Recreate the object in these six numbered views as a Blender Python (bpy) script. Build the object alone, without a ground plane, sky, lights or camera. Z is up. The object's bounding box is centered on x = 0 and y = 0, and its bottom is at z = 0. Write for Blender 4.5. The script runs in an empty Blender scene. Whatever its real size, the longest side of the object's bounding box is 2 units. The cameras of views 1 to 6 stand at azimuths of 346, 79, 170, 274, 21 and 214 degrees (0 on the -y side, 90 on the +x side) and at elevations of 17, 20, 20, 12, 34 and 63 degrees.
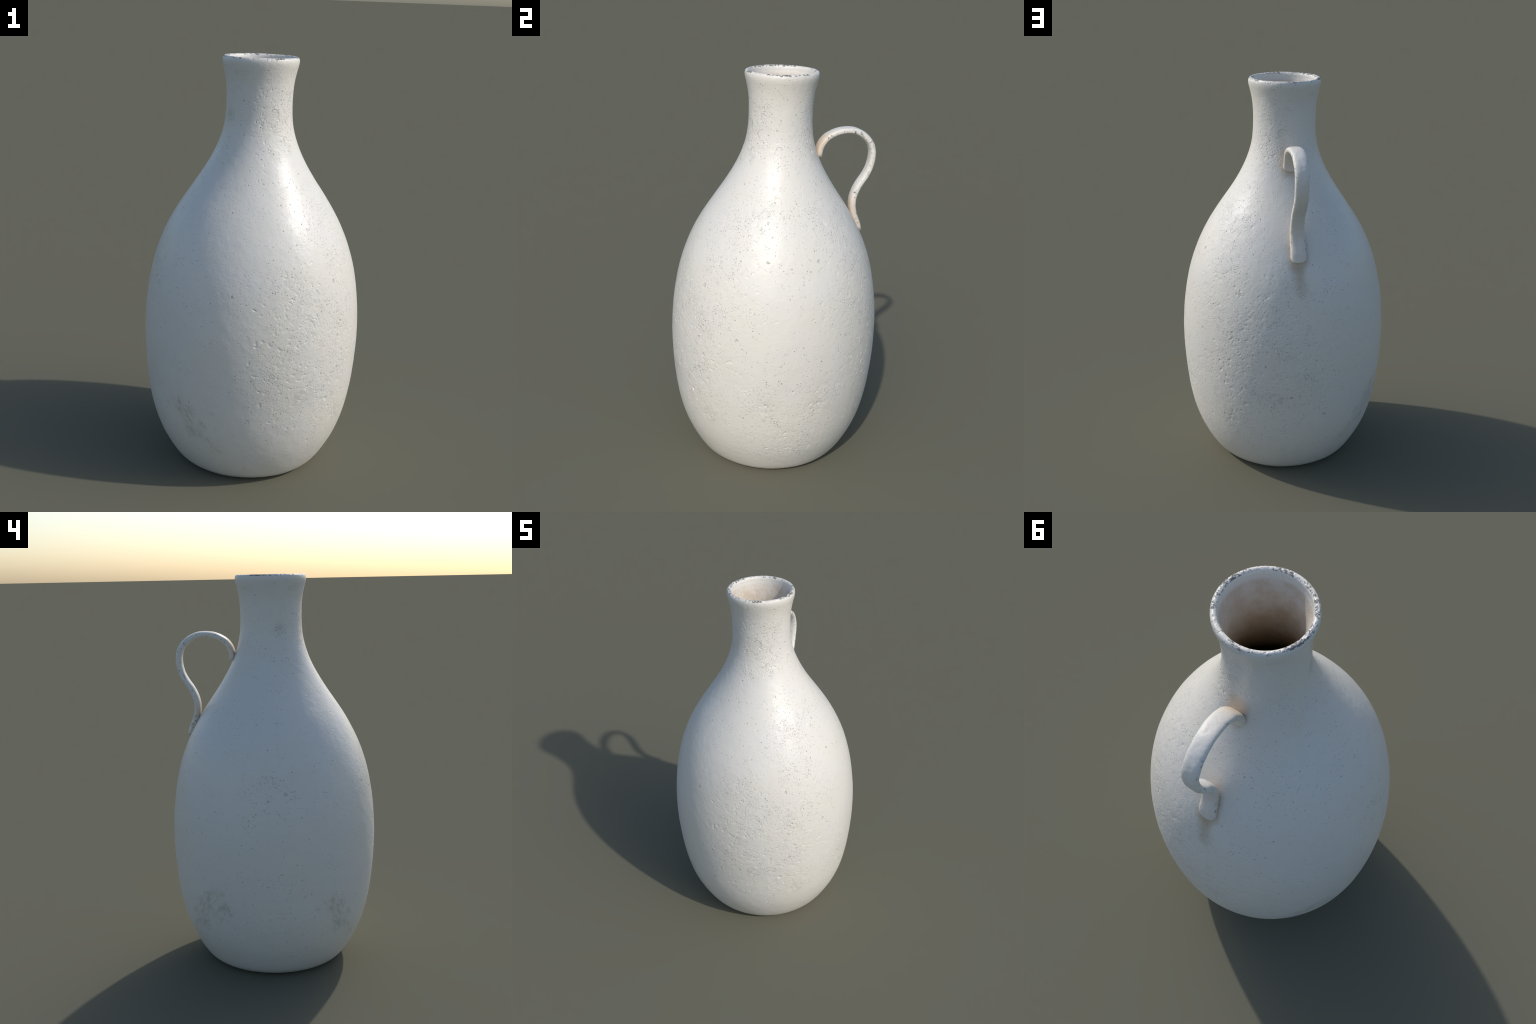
"""Weathered white clay jug: a turned bottle body with a flared, chipped lip and a flat strap handle."""
import bpy, math
import numpy as np

RNG = np.random.default_rng(7)

# ------------------------------------------------------------------ profile
KNOT_Z = np.array([0, .02, .05, .1, .18, .3, .45, .6, .75, .9, 1.05, 1.2, 1.32, 1.44, 1.56, 1.68, 1.8, 1.9, 1.965])
KNOT_R = np.array([.3326, .3600, .3862, .4170, .4557, .4929, .5166, .5279, .5273, .5126, .4807, .4232, .3546,
                   .2736, .2056, .1650, .1559, .1626, .1775])


def natural_spline(xk, yk):
    n = len(xk)
    h = np.diff(xk)
    A = np.eye(n)
    b = np.zeros(n)
    for i in range(1, n - 1):
        A[i, i - 1:i + 2] = h[i - 1], 2 * (h[i - 1] + h[i]), h[i]
        b[i] = 6 * ((yk[i + 1] - yk[i]) / h[i] - (yk[i] - yk[i - 1]) / h[i - 1])
    M = np.linalg.solve(A, b)

    def ev(x):
        x = np.asarray(x, float)
        i = np.clip(np.searchsorted(xk, x) - 1, 0, n - 2)
        hh = h[i]
        a = (xk[i + 1] - x) / hh
        c = (x - xk[i]) / hh
        return a * yk[i] + c * yk[i + 1] + ((a ** 3 - a) * M[i] + (c ** 3 - c) * M[i + 1]) * hh * hh / 6
    return ev


outer_radius = natural_spline(KNOT_Z, KNOT_R - .0008)


def resample(pts, step):
    pts = np.asarray(pts, float)
    s = np.r_[0, np.cumsum(np.hypot(*np.diff(pts, axis=0).T))]
    n = max(2, int(round(s[-1] / step)) + 1)
    t = np.linspace(0, s[-1], n)
    return np.c_[np.interp(t, s, pts[:, 0]), np.interp(t, s, pts[:, 1])]


def smooth_curve(pts, n):
    """Natural spline through the points of a plane or space curve."""
    pts = np.asarray(pts, float)
    s = np.r_[0, np.cumsum(np.sqrt((np.diff(pts, axis=0) ** 2).sum(1)))]
    t = np.linspace(0, s[-1], n)
    return np.stack([natural_spline(s, pts[:, k])(t) for k in range(pts.shape[1])], 1)


COLS = 1000
STEP = .0026
Z_NECK, Z_LIP = 1.47, 1.95
zz = np.linspace(.010, Z_NECK, 4000)
foot = np.array([(.0004, .0), (.304, .0), (.319, .0007), (.330, .0030), (.338, .0062)])
base_part = np.r_[resample(foot[:2], .03), resample(smooth_curve(foot[1:], 40), .003)[1:]]
belly_part = resample(np.c_[outer_radius(zz), zz], STEP)
zz = np.linspace(Z_NECK, Z_LIP, 2000)
neck_part = resample(np.c_[outer_radius(zz), zz], STEP)
lip_pts = [(outer_radius(Z_LIP), Z_LIP), (outer_radius(1.962), 1.962), (.1782, 1.976), (.1780, 1.987), (.1750, 1.9955),
           (.1690, 2.0), (.1622, 1.9992), (.1575, 1.9950), (.1548, 1.987), (.1535, 1.976)]
lip_part = resample(smooth_curve(lip_pts, 300), .0014)
zz = np.linspace(1.962, .06, 400)
wall = .0240 + .003 * np.clip((1.95 - zz) / .4, 0, 1)
inner_pts = np.c_[outer_radius(zz) - wall, zz]
inner_pts = np.r_[lip_part[-1:], inner_pts]
inner_part = np.r_[resample(inner_pts, .02), [(.30, .035), (.15, .03), (.0004, .03)]]

profile = np.r_[base_part, belly_part, neck_part[1:], lip_part[1:], inner_part[1:]]
i_neck = len(base_part) + len(belly_part) - 1
i_lip = i_neck + len(neck_part) - 1
i_inner = i_lip + len(lip_part) - 1
ROWS = len(profile)

theta = np.linspace(0, 2 * math.pi, COLS, endpoint=False)
tan = np.gradient(profile, axis=0)
tan /= np.maximum(1e-9, np.hypot(tan[:, 0], tan[:, 1]))[:, None]
nor2 = np.c_[tan[:, 1], -tan[:, 0]]          # outward in the (r, z) plane


# ------------------------------------------------------------------ relief
def value_noise(P, seed):
    """Smooth lattice noise in -1..1."""
    i = np.floor(P).astype(np.int64)
    f = P - i
    f = f * f * (3 - 2 * f)
    out = 0
    for dx in (0, 1):
        for dy in (0, 1):
            for dz in (0, 1):
                h = ((i[..., 0] + dx) * 374761393 + (i[..., 1] + dy) * 668265263 + (i[..., 2] + dz) * 2147483647 + seed * 144665) & 0xffffffff
                h = ((h ^ (h >> 13)) * 1274126177) & 0xffffffff
                v = ((h ^ (h >> 16)) & 0xffff) / 32767.5 - 1
                w = (f[..., 0] if dx else 1 - f[..., 0]) * (f[..., 1] if dy else 1 - f[..., 1]) * (f[..., 2] if dz else 1 - f[..., 2])
                out = out + v * w
    return out


c, s = np.cos(theta), np.sin(theta)
X = profile[:, 0, None] * c
Y = profile[:, 0, None] * s
Z = np.repeat(profile[:, 1, None], COLS, 1)
PM = np.stack([X, np.abs(Y), Z], -1)
disp = .0007 * value_noise(PM * 9, 1) + .0003 * value_noise(PM * 26, 2)
disp[:len(base_part) - 1] = 0

# pit fields: centre (y mirrored, as both halves weathered alike), spread, number of pits
PIT_FIELDS = [((.02, .52, .66), .17, 120), ((.06, .49, .92), .14, 70), ((.30, .36, .98), .18, 70), ((.15, .50, .86), .12, 60), ((.22, .47, .56), .15, 130), ((.31, .42, .74), .13, 90),
              ((-.06, .50, .90), .12, 30), ((.05, .15, 1.70), .10, 100), ((.01, .20, 1.56), .08, 50), ((.0, .155, 1.86), .06, 16),
              ((.30, .43, .40), .12, 60), ((.50, .13, .50), .10, 60), ((.47, .06, .25), .09, 45), ((.40, .20, 1.02), .14, 40),
              ((.28, .18, 1.33), .16, 30), ((-.48, .08, .98), .10, 16), ((.40, .32, .64), .12, 60), ((.08, .48, .40), .12, 26),
              ((.14, .10, 1.66), .08, 40), ((-.03, .155, 1.76), .10, 70), ((.12, .47, 1.02), .14, 40)]
dth = 2 * math.pi / COLS
for (cx, cy, cz), spread, num in PIT_FIELDS:
    for k in range(num):
        p = np.array([cx, cy, cz]) + RNG.normal(0, spread * .55, 3)
        if not .1 < p[2] < 1.93:
            continue
        rad = (.0026 + .0040 * RNG.random() ** 3) * (.75 if p[2] > 1.4 else 1)
        depth = rad * (.16 + .20 * RNG.random())
        stretch = 1 + 1.2 * RNG.random() ** 2
        turn = RNG.random() * math.pi
        a0 = math.atan2(abs(p[1]), p[0])
        for a in (a0, -a0):
            t0 = turn if a > 0 else -turn
            row = len(base_part) + int(np.argmin(np.abs(belly_part[:, 1] - p[2]))) if p[2] < Z_NECK else i_neck + int(np.argmin(np.abs(neck_part[:, 1] - p[2])))
            R = profile[row, 0]
            nr = int(2.4 * rad * stretch / STEP) + 1
            nc = int(2.4 * rad * stretch / (R * dth)) + 1
            col = a / dth
            rr = np.arange(max(len(base_part), row - nr), min(i_lip, row + nr + 1))
            cc = np.arange(int(col) - nc, int(col) + nc + 2)
            du = (cc - col) * dth * R
            dv = (rr - row) * STEP
            U = math.cos(t0) * du[None] + math.sin(t0) * dv[:, None]
            V = -math.sin(t0) * du[None] + math.cos(t0) * dv[:, None]
            U = U + rad * .45 * np.sin(V / rad * 2.1 + 9 * turn)
            V = V + rad * .40 * np.sin(U / rad * 1.7 + 5 * turn)
            q2 = (U / (rad * stretch)) ** 2 + (V / rad) ** 2
            disp[np.ix_(rr, cc % COLS)] -= depth * np.exp(-q2 ** 1.5 * 1.2)

# nibbled lip
lip_rows = slice(i_lip + 8, i_inner - 12)
PL = np.stack([X[lip_rows], Y[lip_rows], Z[lip_rows]], -1)
nib = np.clip(value_noise(PL * 85, 5) * .6 + value_noise(PL * 190, 6) * .5 + .35 * value_noise(PL * 14, 8) - .12, 0, 1)
top = np.clip((Z[lip_rows] - 1.984) / .010, 0, 1)
disp[lip_rows] -= .0022 * nib * top

RHO = profile[:, 0, None] + nor2[:, 0, None] * disp
ZD = profile[:, 1, None] + nor2[:, 1, None] * disp
CO = np.stack([RHO * c, RHO * s, ZD], -1).reshape(-1, 3)


def make_mesh(name, co, faces, normals=None):
    me = bpy.data.meshes.new(name)
    faces = np.asarray(faces, np.int32)
    me.vertices.add(len(co))
    me.vertices.foreach_set("co", np.asarray(co, np.float32).ravel())
    me.loops.add(faces.size)
    me.loops.foreach_set("vertex_index", faces.ravel())
    me.polygons.add(len(faces))
    me.polygons.foreach_set("loop_start", np.arange(0, faces.size, faces.shape[1], dtype=np.int32))
    me.polygons.foreach_set("use_smooth", np.ones(len(faces), bool))
    me.update(calc_edges=True)
    me.validate()
    if normals is not None:
        me.normals_split_custom_set_from_vertices(normals.tolist())
    return me


def grid_faces(r0, r1):
    i = np.arange(r0, r1)[:, None] * COLS
    j = np.arange(COLS)[None]
    k = (j + 1) % COLS
    return np.stack([i + j, i + k, i + COLS + k, i + COLS + j], -1).reshape(-1, 4)


# normals of the whole turned surface, shared by its parts so that no seam shows
G = CO.reshape(ROWS, COLS, 3)
d_row = np.gradient(G, axis=0)
d_col = np.roll(G, -1, 1) - np.roll(G, 1, 1)
NV = np.cross(d_col, d_row)
NV /= np.maximum(1e-12, np.linalg.norm(NV, axis=2))[..., None]
NV = NV.reshape(-1, 3)

# ------------------------------------------------------------------ materials


class Graph:
    def __init__(self, name):
        self.mat = bpy.data.materials.new(name)
        self.mat.use_nodes = True
        self.t = self.mat.node_tree
        self.bsdf = self.t.nodes["Principled BSDF"]

    def link(self, a, b):
        if isinstance(a, (int, float)):
            b.default_value = a
        elif isinstance(a, tuple):
            b.default_value = a if len(a) == len(b.default_value) else (*a, 1.0)
        else:
            self.t.links.new(a, b)

    def math(self, op, a, b=None, cc=None, clamp=False):
        n = self.t.nodes.new("ShaderNodeMath")
        n.operation = op
        n.use_clamp = clamp
        for v, sck in zip((a, b, cc), n.inputs):
            if v is not None:
                self.link(v, sck)
        return n.outputs[0]

    def vec(self, op, a, b=None, scale=None):
        n = self.t.nodes.new("ShaderNodeVectorMath")
        n.operation = op
        self.link(a, n.inputs[0])
        if b is not None:
            self.link(b, n.inputs[1])
        if scale is not None:
            self.link(scale, n.inputs["Scale"])
        return n.outputs["Value" if op in ("DOT_PRODUCT", "LENGTH", "DISTANCE") else "Vector"]

    def ramp(self, x, lo, hi, a=0.0, b=1.0):
        n = self.t.nodes.new("ShaderNodeMapRange")
        n.interpolation_type = 'SMOOTHSTEP'
        for v, k in zip((x, lo, hi, a, b), range(5)):
            self.link(v, n.inputs[k])
        return n.outputs[0]

    def noise(self, p, scale, detail=2, rough=.5, dist=0.0, color=False):
        n = self.t.nodes.new("ShaderNodeTexNoise")
        self.link(p, n.inputs["Vector"])
        n.inputs["Scale"].default_value = scale
        n.inputs["Detail"].default_value = detail
        n.inputs["Roughness"].default_value = rough
        n.inputs["Distortion"].default_value = dist
        return n.outputs["Color" if color else "Fac"]

    def voronoi(self, p, scale):
        n = self.t.nodes.new("ShaderNodeTexVoronoi")
        self.link(p, n.inputs["Vector"])
        n.inputs["Scale"].default_value = scale
        return n.outputs["Distance"], n.outputs["Color"]

    def mix(self, f, a, b):
        n = self.t.nodes.new("ShaderNodeMix")
        n.data_type = 'RGBA'
        self.link(f, n.inputs[0])
        self.link(a, n.inputs[6])
        self.link(b, n.inputs[7])
        return n.outputs[2]

    def split(self, v):
        n = self.t.nodes.new("ShaderNodeSeparateXYZ")
        self.link(v, n.inputs[0])
        return n.outputs

    def join(self, x, y, z):
        n = self.t.nodes.new("ShaderNodeCombineXYZ")
        for v, sck in zip((x, y, z), n.inputs):
            self.link(v, sck)
        return n.outputs[0]

    def coords(self):
        return self.t.nodes.new("ShaderNodeTexCoord").outputs["Object"]

    def normal(self):
        return self.t.nodes.new("ShaderNodeNewGeometry").outputs["Normal"]

    def add(self, *terms):
        out = terms[0]
        for x in terms[1:]:
            out = self.math('ADD', out, x)
        return out

    def mul(self, *terms):
        out = terms[0]
        for x in terms[1:]:
            out = self.math('MULTIPLY', out, x)
        return out

    def peak(self, *terms):
        out = terms[0]
        for x in terms[1:]:
            out = self.math('MAXIMUM', out, x)
        return out

    def blob(self, p, centre, radius, squash=None):
        """1 at the centre falling softly to 0 at radius."""
        d = self.vec('SUBTRACT', p, centre)
        if squash:
            d = self.vec('MULTIPLY', d, squash)
        return self.ramp(self.vec('LENGTH', d), radius, radius * .15)

    def capsule(self, p, a, b):
        a, b = np.array(a), np.array(b)
        ba = b - a
        pa = self.vec('SUBTRACT', p, tuple(a))
        h = self.math('MULTIPLY', self.vec('DOT_PRODUCT', pa, tuple(ba)), float(1 / (ba @ ba)), clamp=True)
        return self.vec('LENGTH', self.vec('SUBTRACT', pa, self.vec('SCALE', tuple(ba), scale=h)))

    def arc(self, p, centre, radius, width, open_dir, opening):
        """Thin scratched ring around centre, left open toward open_dir."""
        d = self.vec('SUBTRACT', p, centre)
        dist = self.vec('LENGTH', d)
        line = self.ramp(self.math('ABSOLUTE', self.math('SUBTRACT', dist, radius)), width, width * .2)
        o = np.array(open_dir, float)
        o /= np.linalg.norm(o)
        side = self.math('DIVIDE', self.vec('DOT_PRODUCT', d, tuple(o)), self.math('MAXIMUM', dist, 1e-4))
        return self.mul(line, self.ramp(side, opening, opening - .3))

    def finish(self, colour, rough, height, distance=1.0):
        b = self.t.nodes.new("ShaderNodeBump")
        b.inputs["Strength"].default_value = 1.0
        b.inputs["Distance"].default_value = distance
        self.link(height, b.inputs["Height"])
        self.t.links.new(b.outputs[0], self.bsdf.inputs["Normal"])
        self.link(colour, self.bsdf.inputs["Base Color"])
        self.link(rough, self.bsdf.inputs["Roughness"])
        self.bsdf.inputs["IOR"].default_value = 1.5
        return self.mat


WHITE = (.704, .676, .612)
FOOT = ((0, .405, 1.300), (-.001, .432, 1.190))
FLAP = ((.008, .200, 1.590), (.008, .190, 1.650))
RUST = (.53, .40, .265)
CHIP = (.135, .14, .14)


def glaze(g, pm):
    """Off-white base with faint warm and cool clouds."""
    cloud = g.ramp(g.add(g.noise(pm, 5, 4, .6), g.mul(g.noise(pm, 28, 3, .6), .25)), .48, .78)
    col = g.mix(g.mul(cloud, .5), WHITE, (.692, .674, .646))
    warm = g.ramp(g.noise(g.vec('ADD', pm, (3.1, 1.7, .4)), 9, 5, .65), .5, .75)
    return g.mix(g.mul(warm, .35), col, (.680, .642, .568))


def rust_field(g, p):
    wob = g.noise(p, 22, 3, .6)
    d1 = g.add(g.capsule(p, *FOOT), g.mul(g.math('SUBTRACT', wob, .5), .035))
    d2 = g.add(g.capsule(p, *FLAP), g.mul(g.math('SUBTRACT', wob, .5), .03))
    return d1, d2


def build_shell_material():
    g = Graph("weathered_white_clay")
    p = g.coords()
    x, y, z = g.split(p)
    pm = g.join(x, g.math('ABSOLUTE', y), z)
    wobble = g.vec('SCALE', g.vec('SUBTRACT', g.noise(p, 120, 3, .6, color=True), (.5, .5, .5)), scale=.0075)
    pw = g.vec('ADD', p, wobble)

    # where the surface is worn
    fields = [((.02, .52, .64), .32), ((.08, .48, .92), .26), ((.33, .34, .98), .26), ((.24, .22, 1.22), .22), ((.20, .47, .55), .32), ((.31, .42, .74), .26), ((.06, .15, 1.68), .20), ((.08, .13, 1.86), .15),
              ((.50, .12, .50), .18), ((.46, .06, .25), .20), ((.31, .43, .40), .20), ((.28, .18, 1.33), .20), ((-.48, .08, .98), .16)]
    worn = g.add(*[g.blob(pm, cc, r) for cc, r in fields])
    worn = g.math('MINIMUM', worn, 1.0)
    patch = g.ramp(g.add(g.noise(pm, 8, 4, .65), g.mul(g.noise(p, 26, 2), .3)), .54, .80)
    worn = g.mul(g.math('MULTIPLY_ADD', worn, .70, .30), g.math('MULTIPLY_ADD', patch, .95, .15))

    def pits(scale, size, share):
        d, col = g.voronoi(pw, scale)
        r, gg, _ = g.split(col)
        live = g.math('LESS_THAN', r, g.mul(worn, share))
        rad = g.math('MULTIPLY_ADD', gg, size, size * .5)
        return g.mul(live, g.ramp(d, rad, g.mul(rad, .3)))
    big = pits(88, .25, .34)
    small = pits(145, .33, .56)
    tiny = pits(250, .38, .66)

    # fine tooling scratches and squiggles
    squig = g.noise(pm, 30, 1, .5, .6)
    line = g.ramp(g.math('ABSOLUTE', g.math('SUBTRACT', squig, .5)), .010, .002)
    line = g.mul(line, g.ramp(g.noise(pm, 16, 2), .56, .64), worn)
    grain = g.noise(g.vec('MULTIPLY', p, (1, 1, 1.5)), 75, 5, .62)
    lumps = g.noise(p, 30, 2, .5)
    fine = g.noise(pm, 230, 2, .5)

    pq = g.vec('ADD', p, g.vec('SCALE', g.vec('SUBTRACT', g.noise(p, 110, 2, .6, color=True), (.5, .5, .5)), scale=.016))
    pj = g.vec('ADD', pm, g.vec('SCALE', g.vec('SUBTRACT', g.noise(p, 38, 2, .5, color=True), (.5, .5, .5)), scale=.012))
    marks = g.peak(
        g.arc(pj, (.034, .151, 1.751), .021, .0026, (-.7, 0, -.7), .35),
        g.arc(pj, (.112, .112, 1.714), .022, .0024, (.6, -.6, -.3), .1),
        g.arc(pj, (.090, .150, 1.634), .013, .0026, (.3, 0, -1), .0),
        g.arc(p, (.165, -.035, 1.648), .014, .0024, (0, 0, -1), .2),
        g.arc(pj, (-.031, .527, .628), .010, .0030, (0, 0, -1), 1.3),
        g.arc(pq, (-.489, -.087, .986), .007, .0028, (0, 0, -1), 1.3))
    seams = g.peak(
        g.arc(pj, (.365, .285, 1.175), .078, .0075, (0, 0, 1), -.25),
        g.arc(pj, (.172, .483, .935), .055, .0035, (-.3, 0, 1), -.65),
        g.arc(p, (.480, .015, .300), .055, .004, (0, 0, 1), -.55))
    seams = g.mul(seams, g.ramp(g.noise(p, 30, 4, .6), .45, .60))

    chip_zone = g.mul(g.ramp(z, 1.9900, 1.9965), g.ramp(g.noise(p, 10, 2), .30, .62))
    chip = g.ramp(g.add(g.noise(p, 95, 6, .74, .4), g.mul(chip_zone, .180)), .655, .685)
    chip = g.mul(chip, g.ramp(z, 1.9875, 1.9915))

    def spot(space, centre, r):
        return g.ramp(g.vec('DISTANCE', space, centre), r, r * .45)
    pmq = g.vec('ADD', pm, g.vec('SCALE', g.vec('SUBTRACT', g.noise(p, 95, 3, .7, color=True), (.5, .5, .5)), scale=.030))
    spots = g.peak(*[spot(pq, cc, r) for cc, r in [((-.475, -.074, 1.050), .0035), ((-.503, -.004, .953), .0045), ((-.491, -.161, .871), .005),
                     ((-.489, -.098, .984), .004), ((-.207, -.451, .987), .008), ((.043, .521, .514), .007), ((.168, .501, .684), .008)]])
    dents = g.peak(*[spot(pmq, cc, r) for cc, r in [((.279, .400, 1.027), .011), ((.305, .428, .772), .008), ((.326, .110, 1.345), .008),
                     ((.450, .267, .808), .008), ((.416, .120, 1.179), .008), ((.043, .521, .516), .008), ((-.127, .494, .399), .010), ((.309, .427, .610), .008)]])
    height = g.add(g.mul(spots, -.0015), g.mul(dents, -.0022),
        g.mul(big, -.0024), g.mul(small, -.0014), g.mul(tiny, -.0005), g.mul(line, -.0006),
        g.mul(grain, g.math('MULTIPLY_ADD', worn, .0008, .0007)), g.mul(lumps, g.math('MULTIPLY_ADD', worn, .0004, .0012)), g.mul(fine, g.math('MULTIPLY_ADD', worn, .0005, .0002)),
        g.mul(marks, -.0010), g.mul(seams, -.0009), g.mul(chip, -.0014))

    col = glaze(g, pm)
    # dirt caught in pits and scratches
    dots = g.blob(p, (-.49, -.07, .97), .17)
    dirt = g.peak(g.mul(big, .55), g.mul(small, .38), g.mul(tiny, .14), g.mul(line, .16), g.mul(marks, .36), g.mul(seams, .16), g.mul(spots, .6), g.mul(dents, .10))
    dirt = g.math('MINIMUM', g.mul(dirt, g.math('MULTIPLY_ADD', dots, .5, 1.0)), .9)
    col = g.mix(dirt, col, (.30, .29, .265))

    # grey-brown smudges
    run = np.array([.115, .068, -.125])
    run /= np.linalg.norm(run)
    out = np.array([-.72, .66, -.2])
    over = np.cross(run, out)
    over /= np.linalg.norm(over)
    streak = g.noise(g.join(g.mul(g.vec('DOT_PRODUCT', pm, tuple(run)), .38), g.vec('DOT_PRODUCT', pm, tuple(over)), g.mul(g.vec('DOT_PRODUCT', pm, tuple(out)), .5)), 46, 5, .66)
    smudge = g.add(
        g.ramp(g.capsule(pm, (-.415, .295, .40), (-.275, .388, .240)), .125, .0), g.mul(g.blob(pm, (-.345, .355, .30), .09), .5),
        g.mul(g.blob(p, (-.45, .24, .425), .15), .8), g.mul(g.blob(pm, (.326, .385, .36), .10), .7), g.mul(g.blob(pm, (.51, .11, .50), .11), .5),
        g.mul(g.blob(pm, (.121, .507, .497), .09), .6), g.mul(g.blob(pm, (-.507, .074, .413), .035), .6))
    smudge = g.math('MINIMUM', smudge, 1.0)
    broad = g.ramp(g.noise(pm, 13, 3, .6), .36, .66)
    grime = g.add(g.mul(g.ramp(streak, .40, .70), .75), .12, g.mul(g.ramp(g.noise(p, 120, 3, .7), .56, .70), .5))
    stain = g.mul(g.ramp(g.add(smudge, g.mul(broad, .7)), .55, 1.5), grime, g.ramp(smudge, 0.0, .5))
    col = g.mix(g.mul(stain, .55), col, (.34, .31, .25))
    speck = g.mul(g.blob(p, (-.149, -.047, 1.737), .055), g.ramp(g.noise(p, 120, 4, .7), .44, .60))
    col = g.mix(g.mul(speck, .5), col, (.28, .27, .25))
    lipsmudge = g.mul(g.blob(pm, (-.122, .117, 1.932), .055, (1, 1, 2.4)), g.ramp(g.noise(p, 40, 4, .6), .30, .62))
    col = g.mix(g.mul(lipsmudge, .28), col, (.42, .42, .36))

    # rust bled from the handle joints
    d1, d2 = rust_field(g, p)
    halo = g.peak(g.ramp(d1, .066, .030), g.mul(g.ramp(d2, .062, .028), .65))
    drip_d = g.capsule(p, (.004, .440, 1.16), (-.006, .478, 1.05))
    drip = g.mul(g.ramp(g.add(drip_d, g.mul(g.noise(p, 30, 4, .6), .03)), .066, .015), g.ramp(z, .95, 1.15))
    col = g.mix(g.mul(halo, .62), col, RUST)
    col = g.mix(g.mul(drip, .68), col, (.44, .35, .24))
    col = g.mix(g.mul(chip, .93), col, CHIP)

    rough = g.add(.31, g.mul(g.peak(big, small, chip), .3), g.mul(g.noise(pm, 12, 3), .10), g.mul(worn, .12))
    return g.finish(col, rough, height)


def build_interior_material():
    g = Graph("stained_inner_clay")
    p = g.coords()
    x, y, z = g.split(p)
    pm = g.join(x, g.math('ABSOLUTE', y), z)
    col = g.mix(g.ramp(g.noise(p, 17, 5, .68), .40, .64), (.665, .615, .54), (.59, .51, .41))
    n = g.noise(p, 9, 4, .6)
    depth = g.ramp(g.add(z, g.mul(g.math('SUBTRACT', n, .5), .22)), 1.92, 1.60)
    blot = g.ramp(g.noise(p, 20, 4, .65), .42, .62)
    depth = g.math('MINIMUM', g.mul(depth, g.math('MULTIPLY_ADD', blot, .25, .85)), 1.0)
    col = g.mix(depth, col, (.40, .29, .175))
    scuff = g.ramp(g.noise(g.vec('MULTIPLY', pm, (1, 1, 2)), 60, 4, .7), .60, .72)
    col = g.mix(g.mul(scuff, .3), col, (.33, .30, .27))
    loop = g.arc(pm, (.02, .13, 1.735), .02, .0026, (-.7, 0, -.7), .35)
    col = g.mix(g.mul(loop, .4), col, (.2, .17, .14))
    lip = g.ramp(g.add(z, g.mul(n, .012)), 1.958, 1.980)
    col = g.mix(lip, col, WHITE)
    height = g.add(g.mul(g.noise(p, 60, 4, .6), .0022), g.mul(g.noise(p, 200, 2), .0003))
    return g.finish(col, .6, height)


def build_handle_material():
    g = Graph("worn_handle_clay")
    p = g.coords()
    x, y, z = g.split(p)
    col = glaze(g, p)
    tint = g.ramp(g.noise(p, 16, 3), .4, .7)
    col = g.mix(g.mul(tint, .35), col, (.70, .645, .585))
    d1, d2 = rust_field(g, p)
    halo = g.peak(g.ramp(d1, .115, .020), g.ramp(d2, .105, .020))
    # the outer face keeps its white, the side toward the body holds the stain
    nx, ny, nz = g.split(g.normal())
    facing = g.ramp(g.add(g.mul(ny, .9), g.mul(nz, -.2)), .55, -.1, .25, 1.0)
    col = g.mix(g.mul(halo, facing, .62), col, (.66, .49, .34))
    edge = g.ramp(g.math('ABSOLUTE', nx), .35, .85)
    chip = g.mul(edge, g.ramp(g.add(g.noise(p, 75, 4, .65), g.mul(g.noise(p, 13, 2), .25)), .742, .762))
    spots = g.ramp(g.add(g.noise(g.vec('ADD', p, (2, 2, 2)), 90, 5, .7), g.mul(g.noise(p, 10, 2), .15)), .76, .785)
    col = g.mix(g.mul(spots, .45), col, (.30, .28, .26))
    col = g.mix(g.mul(chip, .92), col, CHIP)
    height = g.add(g.mul(chip, -.0014), g.mul(spots, -.0006), g.mul(g.noise(p, 45, 4, .55), .0022), g.mul(g.noise(p, 220, 2), .0002))
    rough = g.add(.40, g.mul(chip, .3), g.mul(g.noise(p, 14, 3), .1))
    return g.finish(col, rough, height)


shell_mat = build_shell_material()
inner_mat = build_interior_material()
handle_mat = build_handle_material()

# ------------------------------------------------------------------ objects
scene = bpy.context.scene
jug = bpy.data.objects.new("clay_jug", None)
jug.empty_display_size = .2
scene.collection.objects.link(jug)
jug["label"] = "weathered white clay bottle jug with small strap handle"
jug["category"] = "jug"


def add_part(name, me, mat):
    ob = bpy.data.objects.new(name, me)
    me.materials.append(mat)
    scene.collection.objects.link(ob)
    ob.parent = jug
    return ob


def turned_part(name, r0, r1, mat):
    lo, hi = r0 * COLS, (r1 + 1) * COLS
    faces = grid_faces(r0, r1) - lo
    co, nv = CO[lo:hi], NV[lo:hi]
    me = make_mesh(name, co, faces, nv)
    return add_part(name, me, mat)


turned_part("body", 0, i_neck, shell_mat)
turned_part("neck", i_neck, i_lip, shell_mat)
turned_part("lip", i_lip, i_inner, shell_mat)
turned_part("inner_wall", i_inner, ROWS - 1, inner_mat)

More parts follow.
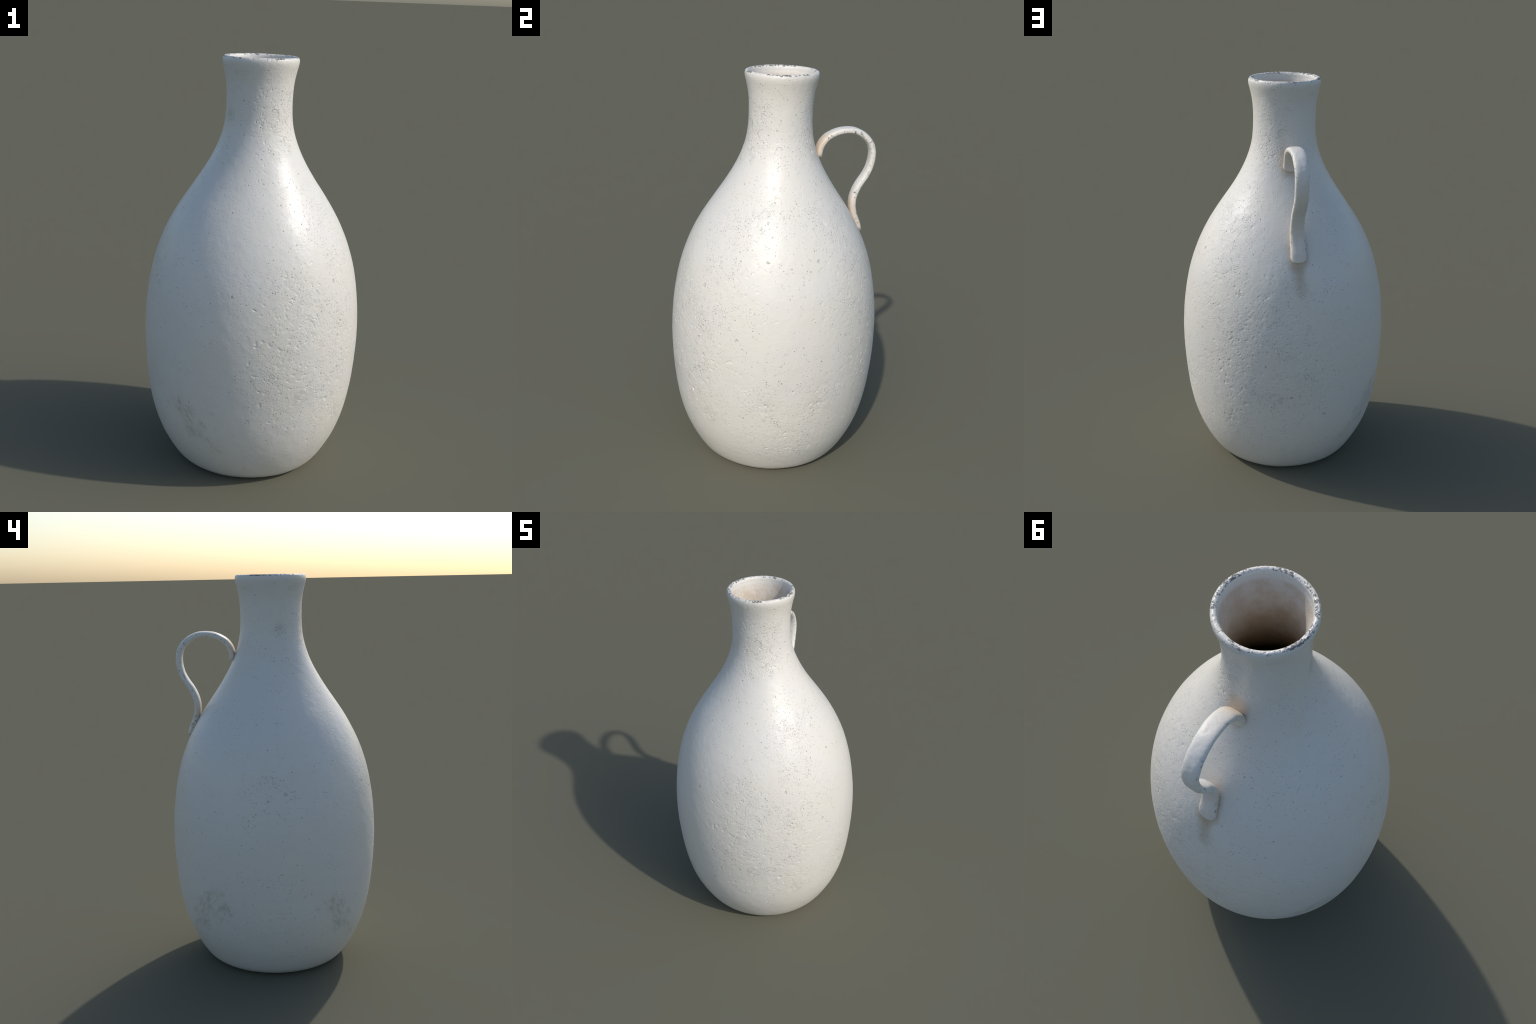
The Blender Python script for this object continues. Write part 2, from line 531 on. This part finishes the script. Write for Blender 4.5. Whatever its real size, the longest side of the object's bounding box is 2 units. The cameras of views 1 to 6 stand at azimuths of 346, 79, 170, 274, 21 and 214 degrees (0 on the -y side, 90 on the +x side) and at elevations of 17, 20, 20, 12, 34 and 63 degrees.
# ------------------------------------------------------------------ handle
# centre line from the flap on the neck, over the arch, down the S to the foot on the shoulder
SPINE = [(-.002, .1995, 1.574), (-.002, .2000, 1.604), (-.001, .2085, 1.636), (.002, .228, 1.667), (.004, .262, 1.692), (.004, .302, 1.7065),
         (.002, .338, 1.7105), (0, .376, 1.7070), (-.002, .411, 1.6925), (-.003, .441, 1.6690), (-.0035, .4625, 1.6390),
         (-.0035, .4735, 1.605), (-.0035, .4750, 1.570), (-.004, .4685, 1.529), (-.003, .4450, 1.474), (-.001, .4165, 1.431),
         (0, .3970, 1.391), (.001, .3875, 1.356), (.001, .3855, 1.324), (.0005, .389, 1.294), (-.0005, .4005, 1.258),
         (-.001, .4145, 1.222), (-.001, .4245, 1.184)]
NS, NC = 420, 96
sp = smooth_curve(SPINE, NS)
sp[:, 2] -= .0030 * np.exp(-((sp[:, 2] - 1.70) / .06) ** 2)
sp[:, 1] += .0040 * np.clip((1.36 - sp[:, 2]) / .08, 0, .5)
sp[:, 0] += .0012 * np.exp(-((sp[:, 2] - 1.56) / .12) ** 2)
tg = np.gradient(sp, axis=0)
tg /= np.linalg.norm(tg, axis=1)[:, None]
side = np.array([1.0, 0, 0]) - tg * tg[:, :1]
side /= np.linalg.norm(side, axis=1)[:, None]
up = np.cross(side, tg)
arc_len = np.r_[0, np.cumsum(np.linalg.norm(np.diff(sp, axis=0), axis=1))]
L = arc_len[-1]
u = arc_len / L
half_w = np.interp(u, [0, .12, .3, .5, .75, .88, 1], [.0395, .0365, .0345, .0335, .0335, .0365, .0400])
half_t = np.interp(u, [0, .1, .25, .5, .8, .9, 1], [.0165, .0170, .0155, .0172, .0172, .0182, .0178])


def end_round(dist, r):
    q = np.clip(dist / r, 0, 1)
    return np.sqrt(np.clip(1 - (1 - q) ** 2, 0, 1))


d_end = np.minimum(arc_len, L - arc_len)
half_w = half_w * (.40 + .60 * end_round(d_end, .027))
half_t = half_t * (.70 + .30 * end_round(d_end, .007))
phi = np.linspace(0, 2 * math.pi, NC, endpoint=False)
e = .74                                      # squarish, well rounded strap section
cu = np.sign(np.cos(phi)) * np.abs(np.cos(phi)) ** e
su = np.sign(np.sin(phi)) * np.abs(np.sin(phi)) ** e
H = sp[:, None] + side[:, None] * (half_w[:, None] * cu)[..., None] + up[:, None] * (half_t[:, None] * su)[..., None]
wob = .0007 * value_noise(H * 22, 11) + .0006 * value_noise(H * 60, 12)
centre_dir = H - sp[:, None]
centre_dir /= np.maximum(1e-6, np.linalg.norm(centre_dir, axis=2))[..., None]
H = H + centre_dir * wob[..., None]
i = np.arange(NS - 1)[:, None] * NC
j = np.arange(NC)[None]
k = (j + 1) % NC
quads = np.stack([i + j, i + NC + j, i + NC + k, i + k], -1).reshape(-1, 4)


def cap(ring, centre_index, flip):
    a, b = ring, np.roll(ring, -1)
    if flip:
        a, b = b, a
    return np.stack([np.full(NC, centre_index), a, b, b], -1)


verts = np.r_[H.reshape(-1, 3), [sp[0] - tg[0] * .0015], [sp[-1] + tg[-1] * .0015]]
hm = bpy.data.meshes.new("handle")
faces = quads.tolist() + [f[:3].tolist() for f in cap(np.arange(NC), NS * NC, False)] + \
    [f[:3].tolist() for f in cap(np.arange(NC) + (NS - 1) * NC, NS * NC + 1, True)]
hm.from_pydata(verts.tolist(), [], faces)
hm.polygons.foreach_set("use_smooth", np.ones(len(hm.polygons), bool))
hm.update()
import bmesh
bm = bmesh.new()
bm.from_mesh(hm)
bmesh.ops.recalc_face_normals(bm, faces=bm.faces)
bm.to_mesh(hm)
bm.free()
add_part("handle", hm, handle_mat)
